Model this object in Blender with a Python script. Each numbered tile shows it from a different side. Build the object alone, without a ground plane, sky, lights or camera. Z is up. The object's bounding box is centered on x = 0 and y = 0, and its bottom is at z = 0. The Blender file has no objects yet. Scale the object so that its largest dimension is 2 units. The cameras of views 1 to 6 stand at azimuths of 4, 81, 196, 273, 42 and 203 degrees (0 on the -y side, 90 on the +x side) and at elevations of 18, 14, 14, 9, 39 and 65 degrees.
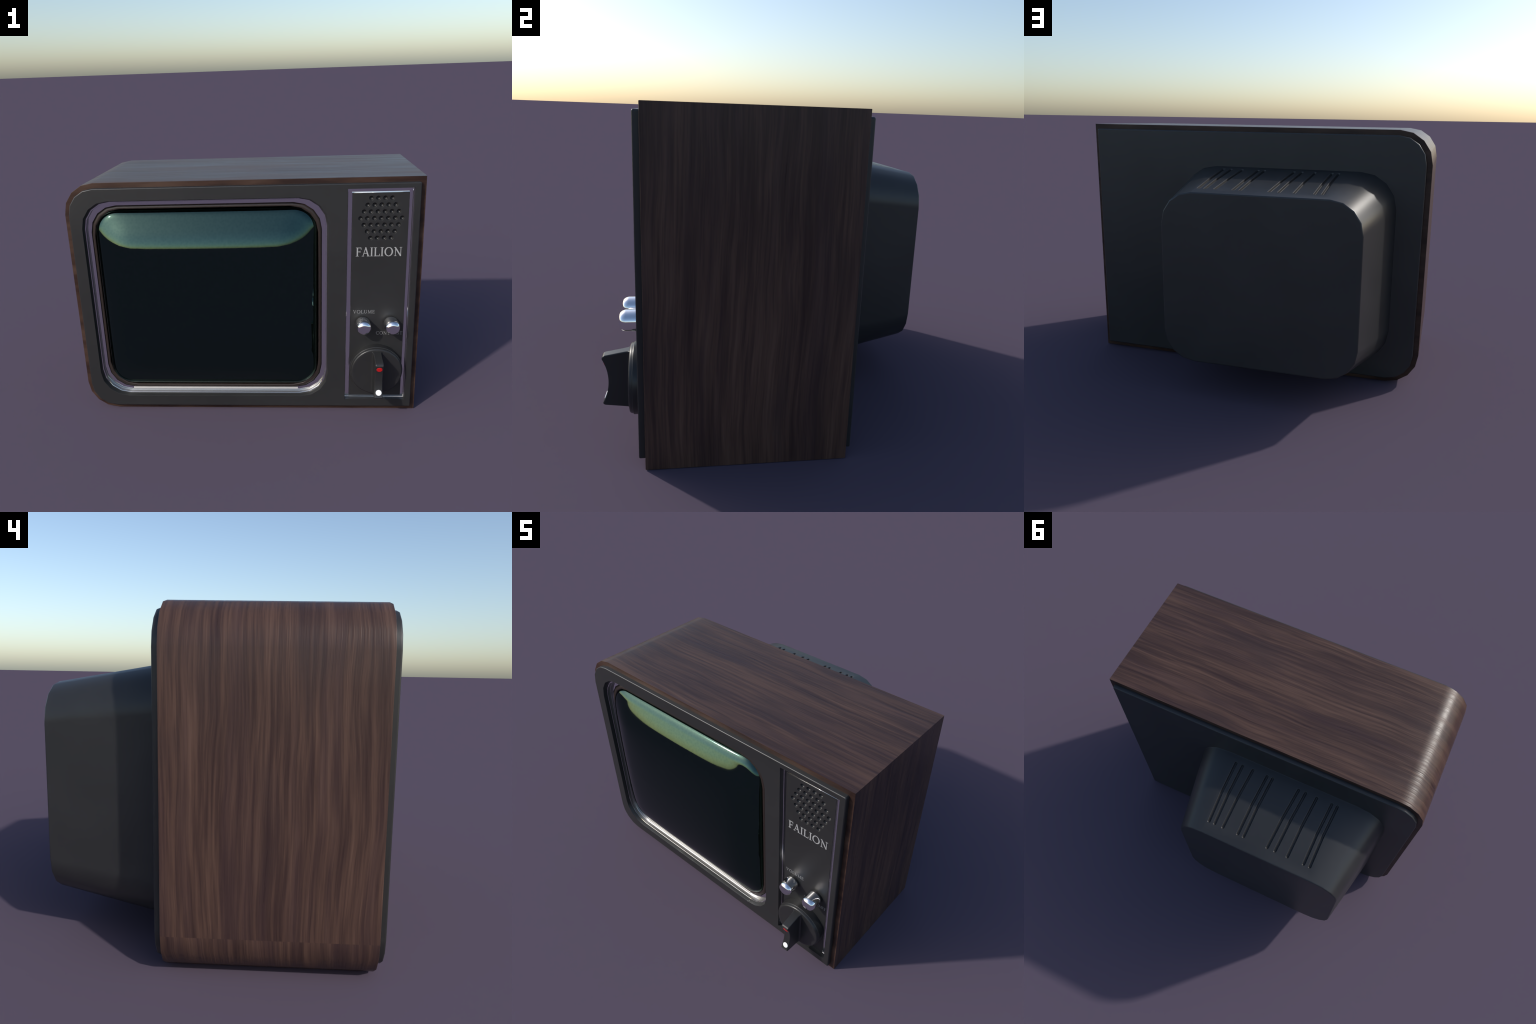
"""Vintage wood-cased portable television: walnut shell, dark plastic front and back,
domed picture tube in a chrome bezel, control strip with speaker, knobs and channel dial."""
import bpy, bmesh, math
from mathutils import Vector
from mathutils.geometry import delaunay_2d_cdt

# ------------------------------------------------------------------ dimensions
X0, X1, Z0, Z1 = -1.0, 1.0, 0.0, 1.422          # wooden shell outline
Y_FRONT, Y_REAR = -0.582, 0.2405                # shell rims
PANEL_Y = -0.609                                # face of the front panel
BACK_Y = 0.268                                  # face of the back panel
HUMP_Y = 0.766                                  # face of the rear housing
PLATE_Y = -0.592                                # face of the control plate
CORNER = 0.178                                  # shell corner radius (left side only)
SEG = 4                                         # the corners are coarse: four facets each

scene = bpy.context.scene


# ------------------------------------------------------------------ materials
class Nodes:
    def __init__(self, name):
        self.mat = bpy.data.materials.new(name)
        self.mat.use_nodes = True
        self.t = self.mat.node_tree
        self.bsdf = self.t.nodes["Principled BSDF"]
        self.co = self.t.nodes.new("ShaderNodeTexCoord").outputs["Object"]

    def new(self, kind, **props):
        n = self.t.nodes.new(kind)
        for k, v in props.items():
            setattr(n, k, v)
        return n

    def put(self, sock, value):
        if isinstance(value, bpy.types.NodeSocket):
            self.t.links.new(value, sock)
        else:
            sock.default_value = value

    def mapped(self, scale, loc=(0, 0, 0), vec=None):
        m = self.new("ShaderNodeMapping")
        self.put(m.inputs["Vector"], vec or self.co)
        m.inputs["Scale"].default_value = scale
        m.inputs["Location"].default_value = loc
        return m.outputs[0]

    def noise(self, vec, scale=1.0, detail=3.0, rough=0.5, dist=0.0):
        n = self.new("ShaderNodeTexNoise")
        self.put(n.inputs["Vector"], vec)
        n.inputs["Scale"].default_value = scale
        n.inputs["Detail"].default_value = detail
        n.inputs["Roughness"].default_value = rough
        n.inputs["Distortion"].default_value = dist
        return n.outputs["Fac"]

    def math(self, op, a, b=0.0, c=0.0):
        n = self.new("ShaderNodeMath", operation=op)
        for s, v in zip(n.inputs, (a, b, c)):
            self.put(s, v)
        return n.outputs[0]

    def ramp(self, fac, stops, interp="LINEAR"):
        r = self.new("ShaderNodeValToRGB")
        self.put(r.inputs[0], fac)
        e = r.color_ramp.elements
        r.color_ramp.interpolation = interp
        while len(e) < len(stops):
            e.new(0.5)
        for el, (p, c) in zip(e, stops):
            el.position = p
            el.color = (*c, 1.0) if len(c) == 3 else c
        return r.outputs[0]

    def mix(self, fac, a, b, mode="MIX"):
        m = self.new("ShaderNodeMix", data_type="RGBA", blend_type=mode)
        self.put(m.inputs["Factor"], fac)
        for s, v in ((m.inputs["A"], a), (m.inputs["B"], b)):
            pass
        ab = [s for s in m.inputs if s.type == "RGBA"]
        for s, v in zip(ab, (a, b)):
            self.put(s, v if isinstance(v, bpy.types.NodeSocket) else (*v, 1.0))
        return [o for o in m.outputs if o.type == "RGBA"][0]

    def bump(self, height, strength, dist):
        b = self.new("ShaderNodeBump")
        b.inputs["Strength"].default_value = strength
        b.inputs["Distance"].default_value = dist
        self.put(b.inputs["Height"], height)
        self.put(self.bsdf.inputs["Normal"], b.outputs[0])

    def set(self, **kw):
        for k, v in kw.items():
            s = self.bsdf.inputs[k.replace("_", " ")]
            if isinstance(v, tuple) and len(v) == 3 and s.type == "RGBA":
                v = (*v, 1.0)
            self.put(s, v)
        return self.mat


def wood_material():
    n = Nodes("walnut")
    sep = n.new("ShaderNodeSeparateXYZ")
    n.put(sep.inputs[0], n.co)
    x, y, z = sep.outputs
    # the veneer wraps round the shell and its joint shows low on the left side
    joint = n.math("MULTIPLY", n.math("LESS_THAN", z, 0.176), n.math("LESS_THAN", x, -0.5))
    # slow wander of the grain lines makes the flame figure
    wander = n.noise(n.mapped((1.2, 2.4, 1.2)), 1.0, 2.0, 0.5)
    wy = n.math("ADD", y, n.math("MULTIPLY", n.math("SUBTRACT", wander, 0.5), 0.080))
    wy = n.math("ADD", wy, n.math("MULTIPLY", joint, 0.417))
    com = n.new("ShaderNodeCombineXYZ")
    n.put(com.inputs[0], x); n.put(com.inputs[1], wy); n.put(com.inputs[2], z)
    v = com.outputs[0]
    broad = n.noise(n.mapped((0.9, 12.0, 0.9), (0.3, 0.2, 0.1), v), 1.0, 3.0, 0.5)
    streak = n.noise(n.mapped((2.3, 58.0, 2.3), (2.1, 0.7, 0.4), v), 1.0, 3.0, 0.6)
    fine = n.noise(n.mapped((3.0, 130.0, 3.0), (0, 0, 0), v), 1.0, 2.0, 0.5)
    fac = n.math("MULTIPLY", broad, 0.34)
    fac = n.math("MULTIPLY_ADD", streak, 0.46, fac)
    fac = n.math("MULTIPLY_ADD", fine, 0.20, fac)
    col = n.ramp(fac, [(0.36, (0.036, 0.0203, 0.0190)), (0.46, (0.051, 0.0290, 0.0243)),
                       (0.53, (0.072, 0.0402, 0.0310)), (0.64, (0.100, 0.0570, 0.0430))])
    # cool/plum cast in some bands
    cast = n.noise(n.mapped((0.6, 16.0, 0.6), (5.0, 1.0, 2.0), v), 1.0, 2.0, 0.5)
    castf = n.ramp(cast, [(0.48, (0, 0, 0)), (0.64, (1, 1, 1))])
    col = n.mix(n.math("MULTIPLY", castf, 0.35), col, (0.047, 0.027, 0.029))
    smoke = n.noise(n.mapped((1.5, 5.5, 1.5), (3.0, 4.0, 1.0), v), 1.0, 2.0, 0.5)
    smokef = n.ramp(smoke, [(0.56, (0, 0, 0)), (0.72, (1, 1, 1))])
    col = n.mix(n.math("MULTIPLY", smokef, 0.55), col, (0.036, 0.0225, 0.0225))
    # the cut rims are end grain: short marks and a warmer tone
    nrm = n.new("ShaderNodeNewGeometry")
    ns = n.new("ShaderNodeSeparateXYZ")
    n.put(ns.inputs[0], nrm.outputs["Normal"])
    rim = n.math("GREATER_THAN", n.math("ABSOLUTE", ns.outputs[1]), 0.8)
    endg = n.noise(n.mapped((3.0, 4.0, 15.0)), 1.0, 3.0, 0.55)
    rimc = n.ramp(endg, [(0.36, (0.026, 0.014, 0.0115)), (0.52, (0.049, 0.0265, 0.019)),
                         (0.70, (0.072, 0.042, 0.030))])
    col = n.mix(rim, col, rimc)
    n.bump(n.math("ADD", streak, n.math("MULTIPLY", fine, 0.6)), 0.30, 0.004)
    rough = n.math("MULTIPLY_ADD", fac, 0.60, 0.07)
    return n.set(Base_Color=col, Roughness=rough, Specular_IOR_Level=0.26)


def plastic_material(name, colour, rough=0.42):
    n = Nodes(name)
    grain = n.noise(n.mapped((1, 1, 1)), 260.0, 2.0, 0.6)
    cloud = n.noise(n.mapped((1, 1, 1)), 4.0, 3.0, 0.5)
    lo = tuple(c * 0.92 for c in colour)
    hi = tuple(c * 1.08 for c in colour)
    col = n.ramp(cloud, [(0.3, lo), (0.7, hi)])
    n.bump(grain, 0.06, 0.001)
    return n.set(Base_Color=col, Roughness=n.math("MULTIPLY_ADD", cloud, 0.06, rough - 0.03))


def chrome_material():
    n = Nodes("chrome")
    smear = n.noise(n.mapped((5, 5, 5)), 3.0, 3.0, 0.6)
    return n.set(Base_Color=(0.94, 0.94, 0.95), Metallic=1.0,
                 Roughness=n.math("MULTIPLY_ADD", smear, 0.05, 0.04))


def glass_material():
    n = Nodes("picture_tube_glass")
    dots = n.new("ShaderNodeTexVoronoi")
    n.put(dots.inputs["Vector"], n.mapped((1, 1, 1)))
    dots.inputs["Scale"].default_value = 75.0
    tint = n.ramp(dots.outputs["Distance"], [(0.0, (0.046, 0.086, 0.076)), (0.8, (0.055, 0.098, 0.085))])
    return n.set(Base_Color=tint, Metallic=1.0, Roughness=0.045)


def plain_material(name, colour, rough=0.4, metallic=0.0):
    n = Nodes(name)
    cloud = n.noise(n.mapped((1, 1, 1)), 30.0, 2.0, 0.5)
    col = n.ramp(cloud, [(0.3, tuple(c * 0.96 for c in colour)), (0.7, colour)])
    return n.set(Base_Color=col, Roughness=rough, Metallic=metallic)


WOOD = wood_material()
PLASTIC = plastic_material("charcoal_plastic", (0.021, 0.021, 0.0212), 0.40)
BACK = plastic_material("back_plastic", (0.027, 0.027, 0.0275), 0.38)
DIAL = plastic_material("dial_plastic", (0.021, 0.021, 0.0215), 0.34)
CHROME = chrome_material()
MID_GREY = plain_material("mid_grey_band", (0.22, 0.22, 0.215), 0.42, 0.85)
PALE_GREY = plain_material("pale_warm_grey", (0.62, 0.60, 0.58), 0.45, 0.55)
GLASS = glass_material()
GASKET = plain_material("brown_gasket", (0.030, 0.021, 0.018), 0.35)
SILVER = plain_material("silver_print", (0.37, 0.37, 0.37), 0.4)
FAINT = plain_material("grey_print", (0.20, 0.20, 0.203), 0.5)
BLACK = plain_material("black_mask", (0.004, 0.004, 0.004), 0.5)
RED = plain_material("red_paint", (0.62, 0.010, 0.010), 0.4)
WHITE = plain_material("white_paint", (0.93, 0.93, 0.93), 0.4)


# ------------------------------------------------------------------ mesh helpers
def rrect(x0, x1, z0, z1, rl, rr=None, seg=SEG):
    """Rounded rectangle in XZ; rl radius of the left corners, rr of the right ones (0 = sharp)."""
    rr = rl if rr is None else rr
    out = []
    for cx, cz, r, a0 in ((x1, z1, rr, 0), (x0, z1, rl, 90), (x0, z0, rl, 180), (x1, z0, rr, 270)):
        if r <= 1e-6:
            out.append((cx, cz))
            continue
        mx = cx - r if cx == x1 else cx + r
        mz = cz - r if cz == z1 else cz + r
        for k in range(seg + 1):
            a = math.radians(a0 + 90.0 * k / seg)
            out.append((mx + r * math.cos(a), mz + r * math.sin(a)))
    return out


def add_ring(bm, loop, y):
    return [bm.verts.new((x, y, z)) for x, z in loop]


def bridge(bm, a, b, skip=()):
    n = len(a)
    for i in range(n):
        if i in skip:
            continue
        j = (i + 1) % n
        bm.faces.new((a[i], a[j], b[j], b[i]))


def loft(bm, rings):
    vr = [add_ring(bm, l, y) for l, y in rings]
    for a, b in zip(vr, vr[1:]):
        bridge(bm, a, b)
    return vr


def fill_between(bm, loops, normal):
    """Flat face bounded by the first loop with the others as holes."""
    n = Vector(normal).normalized()
    u = (Vector((1, 0, 0)) - n * n.x).normalized()
    v = n.cross(u)
    verts = [p for vs in loops for p in vs]
    flat = [Vector((p.co.dot(u), p.co.dot(v))) for p in verts]
    edges, start, rims = [], 0, []
    for vs in loops:
        m = len(vs)
        edges += [(start + k, start + (k + 1) % m) for k in range(m)]
        rims.append([flat[start + k] for k in range(m)])
        start += m

    def within(p, rim):
        hit = False
        for a, b in zip(rim, rim[1:] + rim[:1]):
            if (a.y > p.y) != (b.y > p.y) and p.x < a.x + (p.y - a.y) * (b.x - a.x) / (b.y - a.y):
                hit = not hit
        return hit

    _, _, tris, orig, _, _ = delaunay_2d_cdt(flat, edges, [], 0, 1e-6)
    for t in tris:
        c = (flat[orig[t[0]][0]] + flat[orig[t[1]][0]] + flat[orig[t[2]][0]]) / 3
        if within(c, rims[0]) and not any(within(c, r) for r in rims[1:]):
            bm.faces.new([verts[orig[k][0]] for k in t])


def finish(name, bm, mat, parent, angle=38.0, weighted=True, recalc=True, origin=None):
    if recalc:
        bmesh.ops.recalc_face_normals(bm, faces=bm.faces[:])
    if origin is not None:
        bmesh.ops.translate(bm, verts=bm.verts[:], vec=-Vector(origin))
    me = bpy.data.meshes.new(name)
    bm.to_mesh(me)
    bm.free()
    me.shade_smooth()
    me.set_sharp_from_angle(angle=math.radians(angle))
    me.materials.append(mat)
    ob = bpy.data.objects.new(name, me)
    scene.collection.objects.link(ob)
    if parent is not None:
        ob.parent = parent
    if origin is not None:
        ob.location = Vector(origin) - (parent.location if parent is not None else Vector())
    if weighted:
        w = ob.modifiers.new("weighted", "WEIGHTED_NORMAL")
        w.keep_sharp = True
        w.weight = 90
    return ob


def rounding(width, steps=3):
    """(inset, drop) pairs of a quarter round, from the wall to the face."""
    out = []
    for k in range(steps + 1):
        a = math.radians(90.0 * k / steps)
        out.append((width * (1 - math.cos(a)), width * (1 - math.sin(a))))
    return out


# ------------------------------------------------------------------ root
tv = bpy.data.objects.new("television_set", None)
tv.empty_display_size = 0.3
scene.collection.objects.link(tv)
tv["label"] = "vintage walnut cased television with domed screen and chrome controls"
tv["category"] = "television"


# ------------------------------------------------------------------ wooden shell
def shell_loop(inset):
    r = max(CORNER - inset, 0.02)
    loop = rrect(X0 + inset, X1 - inset, Z0 + inset, Z1 - inset, r, 0.0)
    s = 0.13                                     # support points let the shading ease into the corners
    n = SEG + 1
    top, left_hi, left_lo, bottom = loop[1], loop[n], loop[n + 1], loop[2 * n]
    return (loop[:1] + [(top[0] + s, top[1])] + loop[1:n + 1] + [(left_hi[0], left_hi[1] - s), (left_lo[0], left_lo[1] + s)]
            + loop[n + 1:2 * n + 1] + [(bottom[0] + s, bottom[1])] + loop[2 * n + 1:])


bm = bmesh.new()
b = 0.0028
rings = [(shell_loop(0.055), Y_FRONT + 0.10), (shell_loop(0.055), Y_FRONT)]
rings += [(shell_loop(i), Y_FRONT + d) for i, d in reversed(rounding(b, 2))]
rings += [(shell_loop(i), Y_REAR - d) for i, d in rounding(b, 2)]
rings += [(shell_loop(0.055), Y_REAR), (shell_loop(0.055), Y_REAR - 0.10)]
loft(bm, rings)
finish("wooden_cabinet", bm, WOOD, tv).modifiers["weighted"].weight = 50

# ------------------------------------------------------------------ front panel
PX0, PX1, PZ0, PZ1 = -0.9695, 0.9705, 0.030, 1.3935
PR = 0.150
HOLE = (-0.9005, 0.478, 0.0995, 1.322)          # picture tube opening
HR = 0.157
SLOT = (0.5803, 0.9362, 0.0785, 1.3645)         # control strip opening


def inset_rect(rect, i, r=0.0):
    return rrect(rect[0] + i, rect[1] - i, rect[2] + i, rect[3] - i, r)


def panel_loop(i):
    return rrect(PX0 + i, PX1 - i, PZ0 + i, PZ1 - i, PR - i, 0.006 + 0.0001 - min(i, 0.006))


bm = bmesh.new()
edge = rounding(0.006, 3)


def panel_ring(i):
    return rrect(PX0 + i, PX1 - i, PZ0 + i, PZ1 - i, PR - i, 0.0085 - i)


outer = loft(bm, [(panel_ring(0.0), Y_FRONT + 0.03)] + [(panel_ring(i), PANEL_Y + d) for i, d in edge])
lip = rounding(0.0022, 2)
hole = loft(bm, [(inset_rect(HOLE, 0.0085, HR), PANEL_Y + 0.050), (inset_rect(HOLE, 0.0075, HR), PANEL_Y + 0.0235)] + [(inset_rect(HOLE, -i, HR + i), PANEL_Y + d) for i, d in lip])
lip2 = rounding(0.0015, 2)
slot = loft(bm, [(inset_rect(SLOT, 0.0018), Y_FRONT + 0.028)] + [(inset_rect(SLOT, -i), PANEL_Y + d) for i, d in lip2])
fill_between(bm, [outer[-1], hole[-1], slot[-1]], (0, -1, 0))
finish("front_panel", bm, PLASTIC, tv)

# ------------------------------------------------------------------ chrome bezel, gasket, picture tube
def bez(inset, depth):
    return inset_rect(HOLE, inset, HR - 0.05 * inset), PANEL_Y + depth


bezel = bpy.data.objects.new("screen_bezel", None)
scene.collection.objects.link(bezel)
bezel.parent = tv

bm = bmesh.new()
loft(bm, [bez(0.0040, 0.0225), bez(0.0100, 0.0225), bez(0.0110, 0.0232), bez(0.0113, 0.0252)])
finish("outer_bead", bm, CHROME, bezel, angle=24)

bm = bmesh.new()
loft(bm, [bez(0.0112, 0.0246), bez(0.0114, 0.0470)])
finish("bezel_wall", bm, MID_GREY, bezel, angle=24)

bm = bmesh.new()
loft(bm, [bez(0.0110, 0.0448), bez(0.0118, 0.0458), bez(0.0132, 0.0464), bez(0.0225, 0.0464), bez(0.0270, 0.0470),
          bez(0.0335, 0.0485), bez(0.0338, 0.0600)])
finish("inner_ring", bm, CHROME, bezel, angle=24)

# pale grey strip along the straight bottom run
bm = bmesh.new()
lx0, lx1, lz = HOLE[0] + 0.180, HOLE[1] - 0.178, HOLE[2]
prof = [(0.0215, 0.0475), (0.0220, 0.0446), (0.0228, 0.0440), (0.0325, 0.0462), (0.0333, 0.0475), (0.0333, 0.0500)]
a = [bm.verts.new((lx0, PANEL_Y + d, lz + i)) for i, d in prof]
c = [bm.verts.new((lx1, PANEL_Y + d, lz + i)) for i, d in prof]
for k in range(len(prof) - 1):
    bm.faces.new((a[k], c[k], c[k + 1], a[k + 1]))
bm.faces.new(a)
bm.faces.new(c[::-1])
finish("pale_bottom_strip", bm, PALE_GREY, bezel, angle=24)

bm = bmesh.new()
loft(bm, [bez(0.0340, 0.0600), bez(0.0348, 0.0525), bez(0.0372, 0.0465), bez(0.0415, 0.0428),
          bez(0.0490, 0.0416), bez(0.0535, 0.0424), bez(0.0550, 0.0450), bez(0.0553, 0.0500)])
finish("screen_gasket", bm, GASKET, tv, angle=50)

bm = bmesh.new()
loft(bm, [bez(0.0535, 0.0470), bez(0.0550, 0.0470), bez(0.0552, 0.0640), bez(0.0600, 0.0660)])
finish("tube_mask", bm, BLACK, tv, angle=50)

GX0, GX1, GZ0, GZ1 = HOLE[0] + 0.0525, HOLE[1] - 0.0525, HOLE[2] + 0.0525, HOLE[3] - 0.0525
# slope (degrees) against distance from the rim: a tight roll at the rim, and the dome itself
RIM_TILT = [(0.0, 62.0), (0.008, 48.0), (0.022, 20.0), (0.036, 6.0), (0.050, 0.0), (0.60, 0.0)]
DOME_TILT = [(0.0, 28.0), (0.07, 27.5), (0.12, 25.5), (0.15, 20.0), (0.21, 8.5), (0.27, 5.0), (0.36, 2.6), (0.46, 1.2), (0.60, 0.4)]


def tilt(table, d):
    for (a, ta), (c, tc) in zip(table, table[1:]):
        if d <= c:
            return ta + (tc - ta) * (d - a) / (c - a)
    return table[-1][1]


GCX, GCZ, GHX, GHZ = (GX0 + GX1) / 2, (GZ0 + GZ1) / 2, (GX1 - GX0) / 2, (GZ1 - GZ0) / 2
TUBE_R = 0.145


def depth_inside(x, z, r):
    """Distance inside a rounded rectangle, smooth across its diagonals."""
    qx, qz = abs(x - GCX) - GHX + r, abs(z - GCZ) - GHZ + r
    k = 0.09
    hb = max(k - abs(qx - qz), 0.0) / k
    big = max(qx, qz) + hb * hb * k * 0.25 * (1 if max(qx, qz) < 0 else 0)
    return r - (min(big, 0.0) + math.hypot(max(qx, 0.0), max(qz, 0.0)))


def climb(table):
    h = [0.0]
    for k in range(600):
        h.append(h[-1] + math.tan(math.radians(tilt(table, (k + 0.5) * 0.001))) * 0.001)
    return h


def at(h, d):
    d = min(max(d, 0.0) * 1000, 599.0)
    i = int(d)
    return h[i] + (h[i + 1] - h[i]) * (d - i)


RIM, DOME = climb(RIM_TILT), climb(DOME_TILT)
EASE, POW = 0.003, 0.42


def bulge(x, z):
    """Pillow: the dome's profile in z, fading towards the left and right sides, plus the rolled rim."""
    ix, iz = GHX - abs(x - GCX), GHZ - abs(z - GCZ)
    f = ((at(DOME, ix) + EASE) ** POW - EASE ** POW) / ((DOME[-1] + EASE) ** POW - EASE ** POW)
    d = depth_inside(x, z, TUBE_R)
    fade = at(DOME, iz) * f
    even = at(DOME, d + (depth_inside(x, z, 0.22) - d) * min(max(d / 0.2, 0.0), 1.0))
    return at(RIM, d) + 0.75 * fade + 0.25 * even


bm = bmesh.new()
loops = []
for k in range(91):
    d = (GHZ - 0.03) * (k / 90.0) ** 1.6
    r = max(min(TUBE_R + 0.25 * max(d - 0.03, 0.0), GHZ - d - 0.008), 0.006)
    loops.append(rrect(GX0 + d, GX1 - d, GZ0 + d, GZ1 - d, r, seg=14))
# extra points along the straight runs, so that the dome is evenly meshed
def dense(loop, n=26):
    out = []
    for i, p in enumerate(loop):
        q = loop[(i + 1) % len(loop)]
        out.append(p)
        if i % 15 == 14:
            out += [(p[0] + (q[0] - p[0]) * m / n, p[1] + (q[1] - p[1]) * m / n) for m in range(1, n)]
    return out


loops = [dense(l) for l in loops]
TUBE_Y = PANEL_Y + 0.063
vr = [add_ring(bm, loops[0], TUBE_Y + 0.025)]
for l in loops:
    vr.append([bm.verts.new((x, TUBE_Y - bulge(x, z), z)) for x, z in l])
for a, c in zip(vr, vr[1:]):
    bridge(bm, a, c)
bm.faces.new(vr[-1])
finish("picture_tube", bm, GLASS, tv, angle=80, weighted=False)

# ------------------------------------------------------------------ control strip
controls = bpy.data.objects.new("control_strip", None)
scene.collection.objects.link(controls)
controls.parent = tv
CHAN_Y = PANEL_Y + 0.032                        # floor of the chrome channel
PLATE = (0.6062, 0.9125, 0.0968, 1.3395)

bm = bmesh.new()
ch = lambda i, dy: (inset_rect(SLOT, i), PANEL_Y + dy)
vr = loft(bm, [ch(0.0010, 0.0280), ch(0.0026, 0.0284), ch(0.0038, 0.0300), ch(0.0050, 0.0320)])
bm.faces.new(vr[-1])
finish("chrome_channel", bm, CHROME, controls, angle=50)

bm = bmesh.new()
# bright edge strip round the control plate
pl = lambda i, y: (inset_rect(PLATE, i), y)
loft(bm, [pl(-0.0006, CHAN_Y + 0.003), pl(-0.0006, PLATE_Y + 0.0062), pl(0.0004, PLATE_Y + 0.0040), pl(0.0030, PLATE_Y + 0.0026)])
finish("plate_edge_strip", bm, CHROME, controls, angle=50)

bm = bmesh.new()
outer = loft(bm, [pl(0.0012, CHAN_Y + 0.003)] + [pl(0.0012 + i, PLATE_Y + d) for i, d in rounding(0.0018, 2)])
holes = []
PITCH, HR_ = 0.0374, 0.0122
for row in range(7):
    count = 7 - abs(row - 3)
    for c in range(count):
        cx = 0.7647 + (c - (count - 1) / 2) * PITCH
        cz = 1.1962 + (3 - row) * PITCH
        circ = lambda r: [(cx + r * math.cos(2 * math.pi * k / 20), cz + r * math.sin(2 * math.pi * k / 20)) for k in range(20)]
        prof = [(HR_ * 0.30, 0.0118), (HR_ * 0.62, 0.0100), (HR_ * 0.84, 0.0068), (HR_ * 0.95, 0.0030), (HR_, 0.0008), (HR_ * 1.08, 0.0)]
        rs = loft(bm, [(circ(r), PLATE_Y + dy) for r, dy in prof])
        bm.faces.new(rs[0])
        holes.append(rs[-1])
fill_between(bm, [outer[-1]] + holes, (0, -1, 0))
finish("control_plate", bm, PLASTIC, controls, angle=50)


# ------------------------------------------------------------------ lettering: serif capitals from strokes
THICK, THIN, SERIF = 0.135, 0.062, 0.17


def bar(p, q, w):
    (ax, ay), (bx, by) = p, q
    l = math.hypot(bx - ax, by - ay)
    nx, ny = -(by - ay) / l * w / 2, (bx - ax) / l * w / 2
    return [(ax + nx, ay + ny), (ax - nx, ay - ny), (bx - nx, by - ny), (bx + nx, by + ny)]


def foot(x, y, half=SERIF, w=0.05):
    s = w if y < 0.5 else -w
    return [(x - half, y), (x + half, y), (x + half * 0.9, y + s * 0.7), (x - half * 0.9, y + s * 0.7)]


def stem(x, w=THICK, lo=True, hi=True):
    out = [bar((x, 0.01), (x, 0.99), w)]
    if lo:
        out.append(foot(x, 0.0))
    if hi:
        out.append(foot(x, 1.0))
    return out


def arc(cx, cy, rx, ry, a0, a1, thick, thin, n=18):
    """Bowl whose stroke is heavy at the sides and light at top and bottom, as quads."""
    out = []
    for k in range(n):
        quad = []
        for a, s in ((a0 + (a1 - a0) * k / n, 0.5), (a0 + (a1 - a0) * (k + 1) / n, 0.5)):
            a = math.radians(a)
            w = thin + (thick - thin) * abs(math.cos(a))
            quad.append((cx + (rx + w * 0.0) * math.cos(a), cy + ry * math.sin(a), w, a))
        (x1, y1, w1, a1_), (x2, y2, w2, a2_) = quad
        out.append([(x1, y1), (x2, y2), (x2 - w2 * math.cos(a2_), y2 - w2 * math.sin(a2_)), (x1 - w1 * math.cos(a1_), y1 - w1 * math.sin(a1_))])
    return out


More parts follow.
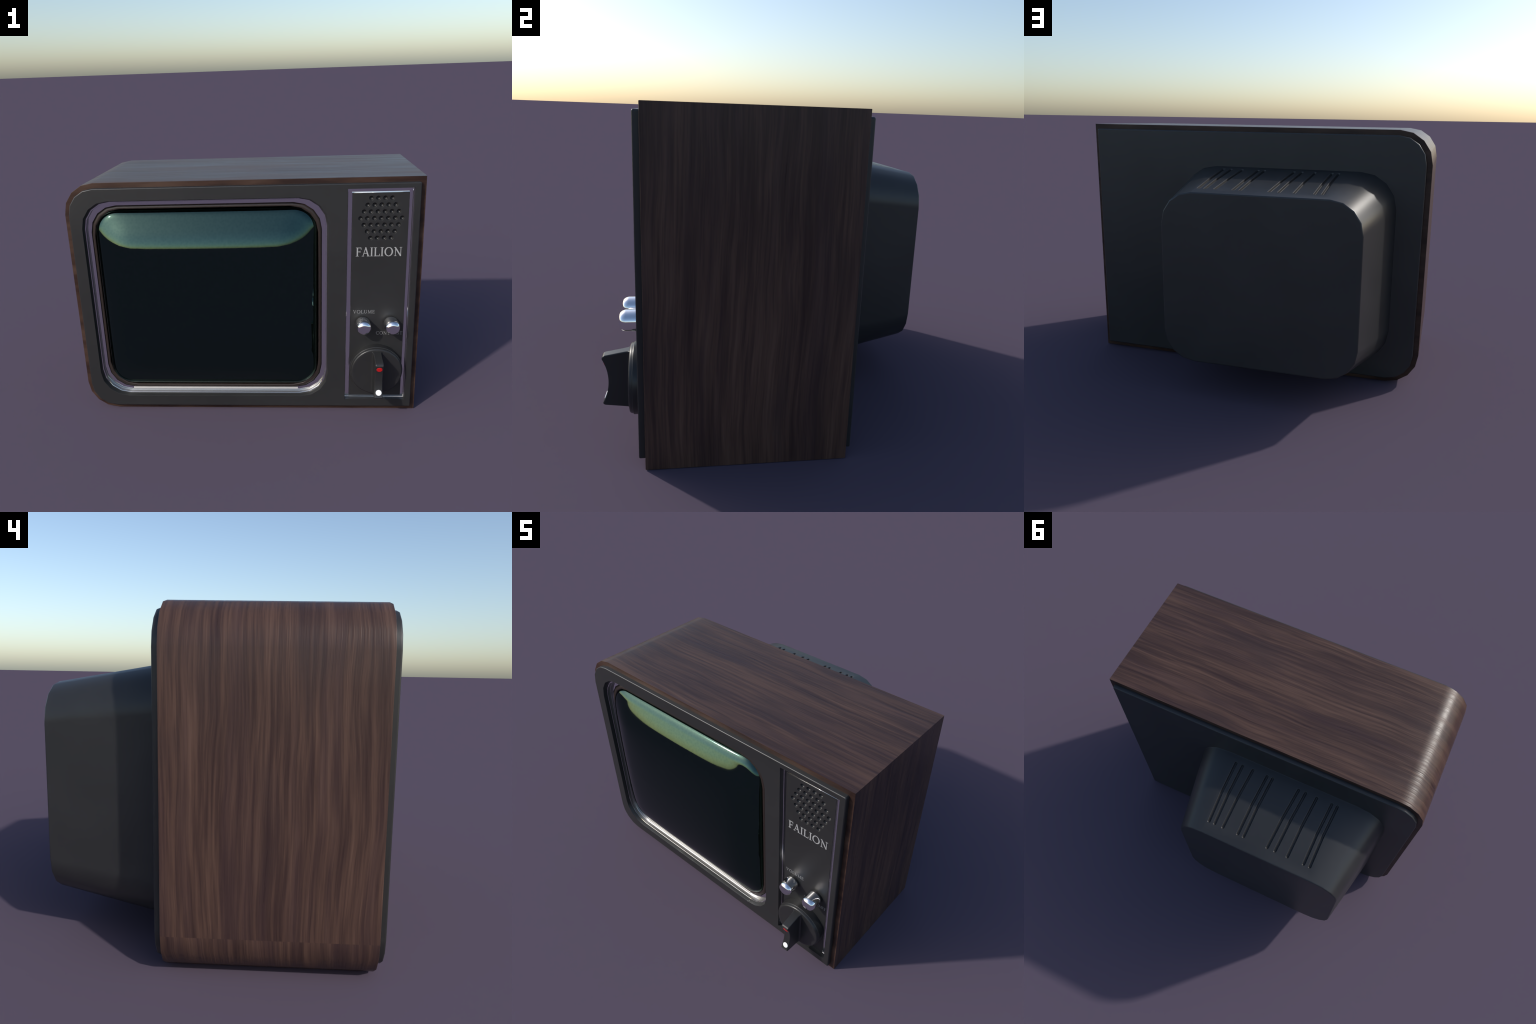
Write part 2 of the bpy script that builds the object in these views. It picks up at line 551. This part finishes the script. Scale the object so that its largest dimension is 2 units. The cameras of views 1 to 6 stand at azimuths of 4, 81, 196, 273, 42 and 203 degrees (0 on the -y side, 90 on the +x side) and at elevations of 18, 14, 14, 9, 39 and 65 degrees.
def glyph(c):
    """Width and stroke polygons of a capital, in units of the cap height."""
    if c == "I":
        return 0.34, stem(0.17)
    if c == "F":
        return 0.60, stem(0.17) + [bar((0.17, 0.97), (0.56, 0.97), THIN), bar((0.555, 1.0), (0.575, 0.76), 0.05),
                                   bar((0.20, 0.52), (0.46, 0.52), THIN), bar((0.465, 0.42), (0.465, 0.63), 0.05)]
    if c == "E":
        return 0.64, stem(0.17) + [bar((0.17, 0.97), (0.56, 0.97), THIN), bar((0.555, 1.0), (0.575, 0.78), 0.05),
                                   bar((0.20, 0.52), (0.46, 0.52), THIN), bar((0.465, 0.42), (0.465, 0.63), 0.05),
                                   bar((0.17, 0.03), (0.60, 0.03), THIN), bar((0.59, 0.0), (0.62, 0.24), 0.05)]
    if c == "L":
        return 0.66, stem(0.17) + [bar((0.17, 0.03), (0.62, 0.03), THIN), bar((0.61, 0.0), (0.64, 0.26), 0.05)]
    if c == "A":
        return 0.82, [bar((0.12, 0.02), (0.41, 1.0), THIN), bar((0.39, 1.02), (0.69, 0.02), THICK),
                      bar((0.22, 0.34), (0.58, 0.34), THIN), foot(0.12, 0.0, 0.13), foot(0.70, 0.0, 0.16)]
    if c == "V":
        return 0.80, [bar((0.12, 0.99), (0.41, 0.0), THICK), bar((0.40, 0.0), (0.68, 0.99), THIN),
                      foot(0.12, 1.0, 0.15), foot(0.68, 1.0, 0.13)]
    if c == "N":
        return 0.92, [bar((0.18, 0.0), (0.18, 0.99), THIN), bar((0.14, 0.99), (0.75, 0.0), THICK),
                      bar((0.75, 0.0), (0.75, 0.99), THIN), foot(0.18, 0.0, 0.14), foot(0.75, 1.0, 0.15), foot(0.10, 1.0, 0.10)]
    if c == "M":
        return 1.04, [bar((0.16, 0.0), (0.20, 0.99), THIN), bar((0.19, 0.99), (0.51, 0.04), THICK),
                      bar((0.51, 0.04), (0.83, 0.99), THIN), bar((0.83, 0.99), (0.87, 0.0), THICK),
                      foot(0.16, 0.0, 0.13), foot(0.87, 0.0), foot(0.16, 1.0, 0.1), foot(0.87, 1.0, 0.11)]
    if c == "U":
        return 0.84, [bar((0.17, 0.36), (0.17, 0.99), THICK), bar((0.67, 0.36), (0.67, 0.99), THIN),
                      foot(0.17, 1.0), foot(0.67, 1.0, 0.13)] + arc(0.40, 0.36, 0.30, 0.37, 180, 360, 0.12, 0.07, 12)
    if c == "O":
        return 0.96, arc(0.48, 0.5, 0.46, 0.52, 0, 360, 0.15, 0.055, 28)
    if c == "C":
        return 0.84, arc(0.48, 0.5, 0.45, 0.52, 48, 312, 0.15, 0.055, 22) + [bar((0.76, 0.66), (0.79, 0.98), 0.05), bar((0.77, 0.08), (0.79, 0.30), 0.04)]
    if c == "T":
        return 0.74, stem(0.37, hi=False) + [bar((0.04, 0.97), (0.70, 0.97), THIN), bar((0.05, 1.0), (0.03, 0.76), 0.05), bar((0.69, 1.0), (0.71, 0.76), 0.05)]
    if c == "R":
        return 0.78, stem(0.17) + arc(0.34, 0.74, 0.28, 0.26, -90, 90, 0.13, 0.055, 12) + [
            bar((0.17, 0.975), (0.35, 0.975), 0.05), bar((0.20, 0.505), (0.36, 0.505), 0.05),
            bar((0.36, 0.50), (0.68, 0.02), THICK), foot(0.70, 0.0, 0.10)]
    if c == "S":
        return 0.60, arc(0.30, 0.745, 0.235, 0.265, 40, 230, 0.12, 0.055, 12) + arc(0.30, 0.265, 0.25, 0.275, -140, 55, 0.12, 0.055, 12) + [
            bar((0.14, 0.62), (0.46, 0.40), THICK), bar((0.50, 0.70), (0.51, 0.98), 0.045), bar((0.07, 0.03), (0.07, 0.30), 0.045)]


def lettering(name, text, x0, x1, z0, height, mat, gap=0.10):
    bm = bmesh.new()
    widths = [glyph(c)[0] for c in text]
    total = sum(widths) + gap * (len(text) - 1)
    sx, pen, lift = (x1 - x0) / total, 0.0, 0
    for c, w in zip(text, widths):
        for poly in glyph(c)[1]:
            lift = (lift + 1) % 7
            top = PLATE_Y - 0.0010 - 0.00012 * lift
            area = sum(p[0] * q[1] - q[0] * p[1] for p, q in zip(poly, poly[1:] + poly[:1]))
            pts = poly if area > 0 else poly[::-1]
            lo = [bm.verts.new((x0 + (pen + px) * sx, PLATE_Y + 0.001, z0 + py * height)) for px, py in pts]
            hi = [bm.verts.new((x0 + (pen + px) * sx, top, z0 + py * height)) for px, py in pts]
            bm.faces.new(hi)
            bridge(bm, lo, hi)
        pen += w + gap
    return finish(name, bm, mat, controls, angle=20, weighted=False)


lettering("maker_lettering", "FAILION", 0.6305, 0.886, 0.9790, 0.0510, SILVER, 0.06)
lettering("volume_lettering", "VOLUME", 0.6225, 0.7460, 0.6330, 0.0205, FAINT, 0.08)
lettering("contrast_lettering", "CONTRAST", 0.7560, 0.9080, 0.4990, 0.0205, FAINT, 0.08)


# ------------------------------------------------------------------ knobs and dial
def lathe(bm, profile, cx, cz, seg):
    rings = []
    for r, y in profile:
        rings.append(([(cx + r * math.cos(2 * math.pi * (k + 0.5) / seg), cz + r * math.sin(2 * math.pi * (k + 0.5) / seg)) for k in range(seg)], y))
    vr = loft(bm, rings)
    bm.faces.new(vr[-1])


for name, cx in (("volume_knob", 0.6775), ("contrast_knob", 0.8385)):
    bm = bmesh.new()
    lathe(bm, [(0.0435, -0.6060), (0.0435, -0.6550), (0.0428, -0.6610), (0.0405, -0.6690), (0.0355, -0.6768),
               (0.0275, -0.6822), (0.0190, -0.6840), (0.0080, -0.6843)], cx, 0.5735, 24)
    finish(name, bm, CHROME, controls, angle=60, weighted=False, origin=(cx, PLATE_Y, 0.5735))
    bm = bmesh.new()
    lathe(bm, [(0.0418, PLATE_Y + 0.004), (0.0418, -0.6090)], cx, 0.5735, 24)
    finish("knob_collar", bm, DIAL, controls, angle=40, weighted=False, origin=(cx, PLATE_Y, 0.5735))

DX, DZ = 0.7585, 0.2865
dial = bpy.data.objects.new("channel_dial", None)
scene.collection.objects.link(dial)
dial.parent = tv
dial.location = (DX, PLATE_Y, DZ)
bm = bmesh.new()
lathe(bm, [(0.1525, PLATE_Y + 0.004), (0.1525, -0.6320), (0.1517, -0.6344), (0.1505, -0.6352), (0.1487, -0.6356),
           (0.1478, -0.6372), (0.1468, -0.6440), (0.1440, -0.6488), (0.1395, -0.6506), (0.1300, -0.6512), (0.0300, -0.6516)], DX, DZ, 40)
finish("dial_disc", bm, DIAL, dial, origin=(DX, PLATE_Y, DZ))

# finger grip: side profile in (y, z), concave front, flared foot
ARC_Y, ARC_Z, ARC_R = -0.951, 0.2825, 0.2105


def arc_y(z):
    return ARC_Y + math.sqrt(ARC_R ** 2 - (z - ARC_Z) ** 2)


def half_width(y):
    return 0.0228 + 0.0085 * math.exp(-max(-0.6505 - y, 0.0) / 0.0055)


bm = bmesh.new()
stations = [-0.6490, -0.6520, -0.6550, -0.6590, -0.6650, -0.6740, -0.7000]
top_z = lambda y: 0.4175 - (-0.6490 - y) * 0.185
bot_z = lambda y: 0.1600 + (-0.6490 - y) * 0.125
front = [(-0.7535, top_z(-0.7535)), (-0.7605, top_z(-0.7605) - 0.0035), (-0.7645, 0.3885), (-0.7655, 0.3820)]
front += [(arc_y(z), z) for z in [0.378 - (0.378 - 0.187) * k / 14 for k in range(15)]]
front += [(-0.7655, 0.1835), (-0.7640, 0.1785), (-0.7590, 0.1745), (-0.7530, bot_z(-0.7530))]
sides = {}
for sgn in (-1, 1):
    tops = [bm.verts.new((DX + sgn * half_width(y), y, top_z(y))) for y in stations]
    bots = [bm.verts.new((DX + sgn * half_width(y), y, bot_z(y))) for y in stations]
    fr = [bm.verts.new((DX + sgn * 0.0228, y, z)) for y, z in front]
    for k in range(len(stations) - 1):
        bm.faces.new((tops[k], tops[k + 1], bots[k + 1], bots[k]))
    bm.faces.new([tops[-1]] + fr + [bots[-1]])
    sides[sgn] = tops + fr + bots[::-1]
a, c = sides[-1], sides[1]
for k in range(len(a) - 1):
    bm.faces.new((a[k], a[k + 1], c[k + 1], c[k]))
grip = finish("finger_grip", bm, DIAL, dial, angle=35, weighted=False, origin=(DX, PLATE_Y, DZ))
bev = grip.modifiers.new("soft_edges", "BEVEL")
bev.width, bev.segments, bev.limit_method, bev.angle_limit = 0.0038, 3, "ANGLE", math.radians(50)
w = grip.modifiers.new("weighted", "WEIGHTED_NORMAL")
w.keep_sharp = True


def marker(name, z, mat):
    y = arc_y(z)
    nrm = Vector((0, ARC_Y - y, ARC_Z - z)).normalized()
    bm = bmesh.new()
    side, up = Vector((1, 0, 0)), nrm.cross(Vector((1, 0, 0)))
    c0 = Vector((DX + 0.0006, y, z))
    rs = []
    for r, lift in ((0.0165, -0.002), (0.0165, 0.0012), (0.0155, 0.0020)):
        rs.append([bm.verts.new(c0 + nrm * lift + side * r * math.cos(2 * math.pi * k / 32) + up * r * math.sin(2 * math.pi * k / 32)) for k in range(32)])
    for p, q in zip(rs, rs[1:]):
        bridge(bm, p, q)
    bm.faces.new(rs[-1])
    finish(name, bm, mat, dial, origin=(DX, PLATE_Y, DZ))


marker("red_marker", 0.3590, RED)
marker("white_marker", 0.2100, WHITE)

# ------------------------------------------------------------------ back panel
bm = bmesh.new()


def back_ring(i):
    return rrect(-0.970 + i, 0.970 - i, 0.029 + i, 1.394 - i, 0.150 - i, 0.0085 - i)


vr = loft(bm, [(back_ring(0.0), Y_REAR - 0.03)] + [(back_ring(i), BACK_Y - d) for i, d in rounding(0.007, 3)])
bm.faces.new(vr[-1])
finish("back_panel", bm, BACK, tv)

# ------------------------------------------------------------------ rear housing with vent grooves
CX, CZ = -0.2125, 0.6595


def hump_ring(y, inset=0.0):
    t = (y - BACK_Y) / (HUMP_Y - BACK_Y)
    hw, hh, r = 0.6140 - 0.0990 * t - inset, 0.5370 - 0.0875 * t - inset, 0.196 - 0.031 * t - inset
    return rrect(CX - hw, CX + hw, CZ - hh, CZ + hh, r)


bm = bmesh.new()
e = 0.0065
flange = add_ring(bm, hump_ring(BACK_Y - 0.002, -0.0035), BACK_Y - 0.002)
base = add_ring(bm, hump_ring(BACK_Y + 0.003), BACK_Y + 0.003)
bridge(bm, flange, base)
near = add_ring(bm, hump_ring(HUMP_Y - e), HUMP_Y - e)
TOP = SEG                                        # edge between right-top and left-top corners
bridge(bm, base, near, skip=(TOP,))
prev = near
for i, d in rounding(e, 3)[1:]:
    cur = add_ring(bm, hump_ring(HUMP_Y - d, i), HUMP_Y - d)
    bridge(bm, prev, cur)
    prev = cur
bm.faces.new(prev)

p0 = base[TOP].co.copy()
along = (near[TOP].co - base[TOP].co)
slope = Vector((0, along.y, along.z)).normalized()
up = Vector((1, 0, 0)).cross(slope).normalized()
if up.z < 0:
    up = -up


def on_top(x, y, depth=0.0):
    t = (y - p0.y) / slope.y
    return Vector((x, p0.y, p0.z)) + slope * t - up * depth


def capsule(pts, w, n=6):
    """Outline of a rounded slot of half width w along a bent centre line of (x, y)."""
    (ax, ay), (mx, my), (bx, by) = pts
    out = []
    for k in range(n + 1):
        a = math.pi * k / n
        out.append((ax + w * math.cos(a), ay - w * math.sin(a)))
    out.append((mx - w, my))
    for k in range(n + 1):
        a = math.pi * (1 + k / n)
        out.append((bx + w * math.cos(a), by - w * math.sin(a)))
    out.append((mx + w, my))
    return out


grooves = []
for first, bend in ((0.1365, -0.0110), (0.0920, -0.0030), (0.0244, 0.0110), (-0.0690, 0.0076), (-0.1049, 0.0062),
                    (-0.2745, 0.0250), (-0.3196, 0.0207), (-0.3910, 0.0143), (-0.4858, 0.0080), (-0.5208, 0.0050)):
    line = ((first, 0.3150), (first + bend * 0.5 + 0.0045, 0.5120), (first + bend, 0.6910))
    rs = []
    for w, depth in ((0.0030, 0.0125), (0.0056, 0.0105), (0.0070, 0.0056), (0.0084, 0.0012), (0.0100, 0.0)):
        rs.append([bm.verts.new(on_top(x, y, depth)) for x, y in capsule(line, w)])
    for a, c in zip(rs, rs[1:]):
        bridge(bm, a, c)
    bm.faces.new(rs[0])
    grooves.append(rs[-1])
quad = [base[TOP], base[TOP + 1], near[TOP + 1], near[TOP]]
fill_between(bm, [quad] + grooves, up)
finish("rear_housing", bm, BACK, tv, angle=31)
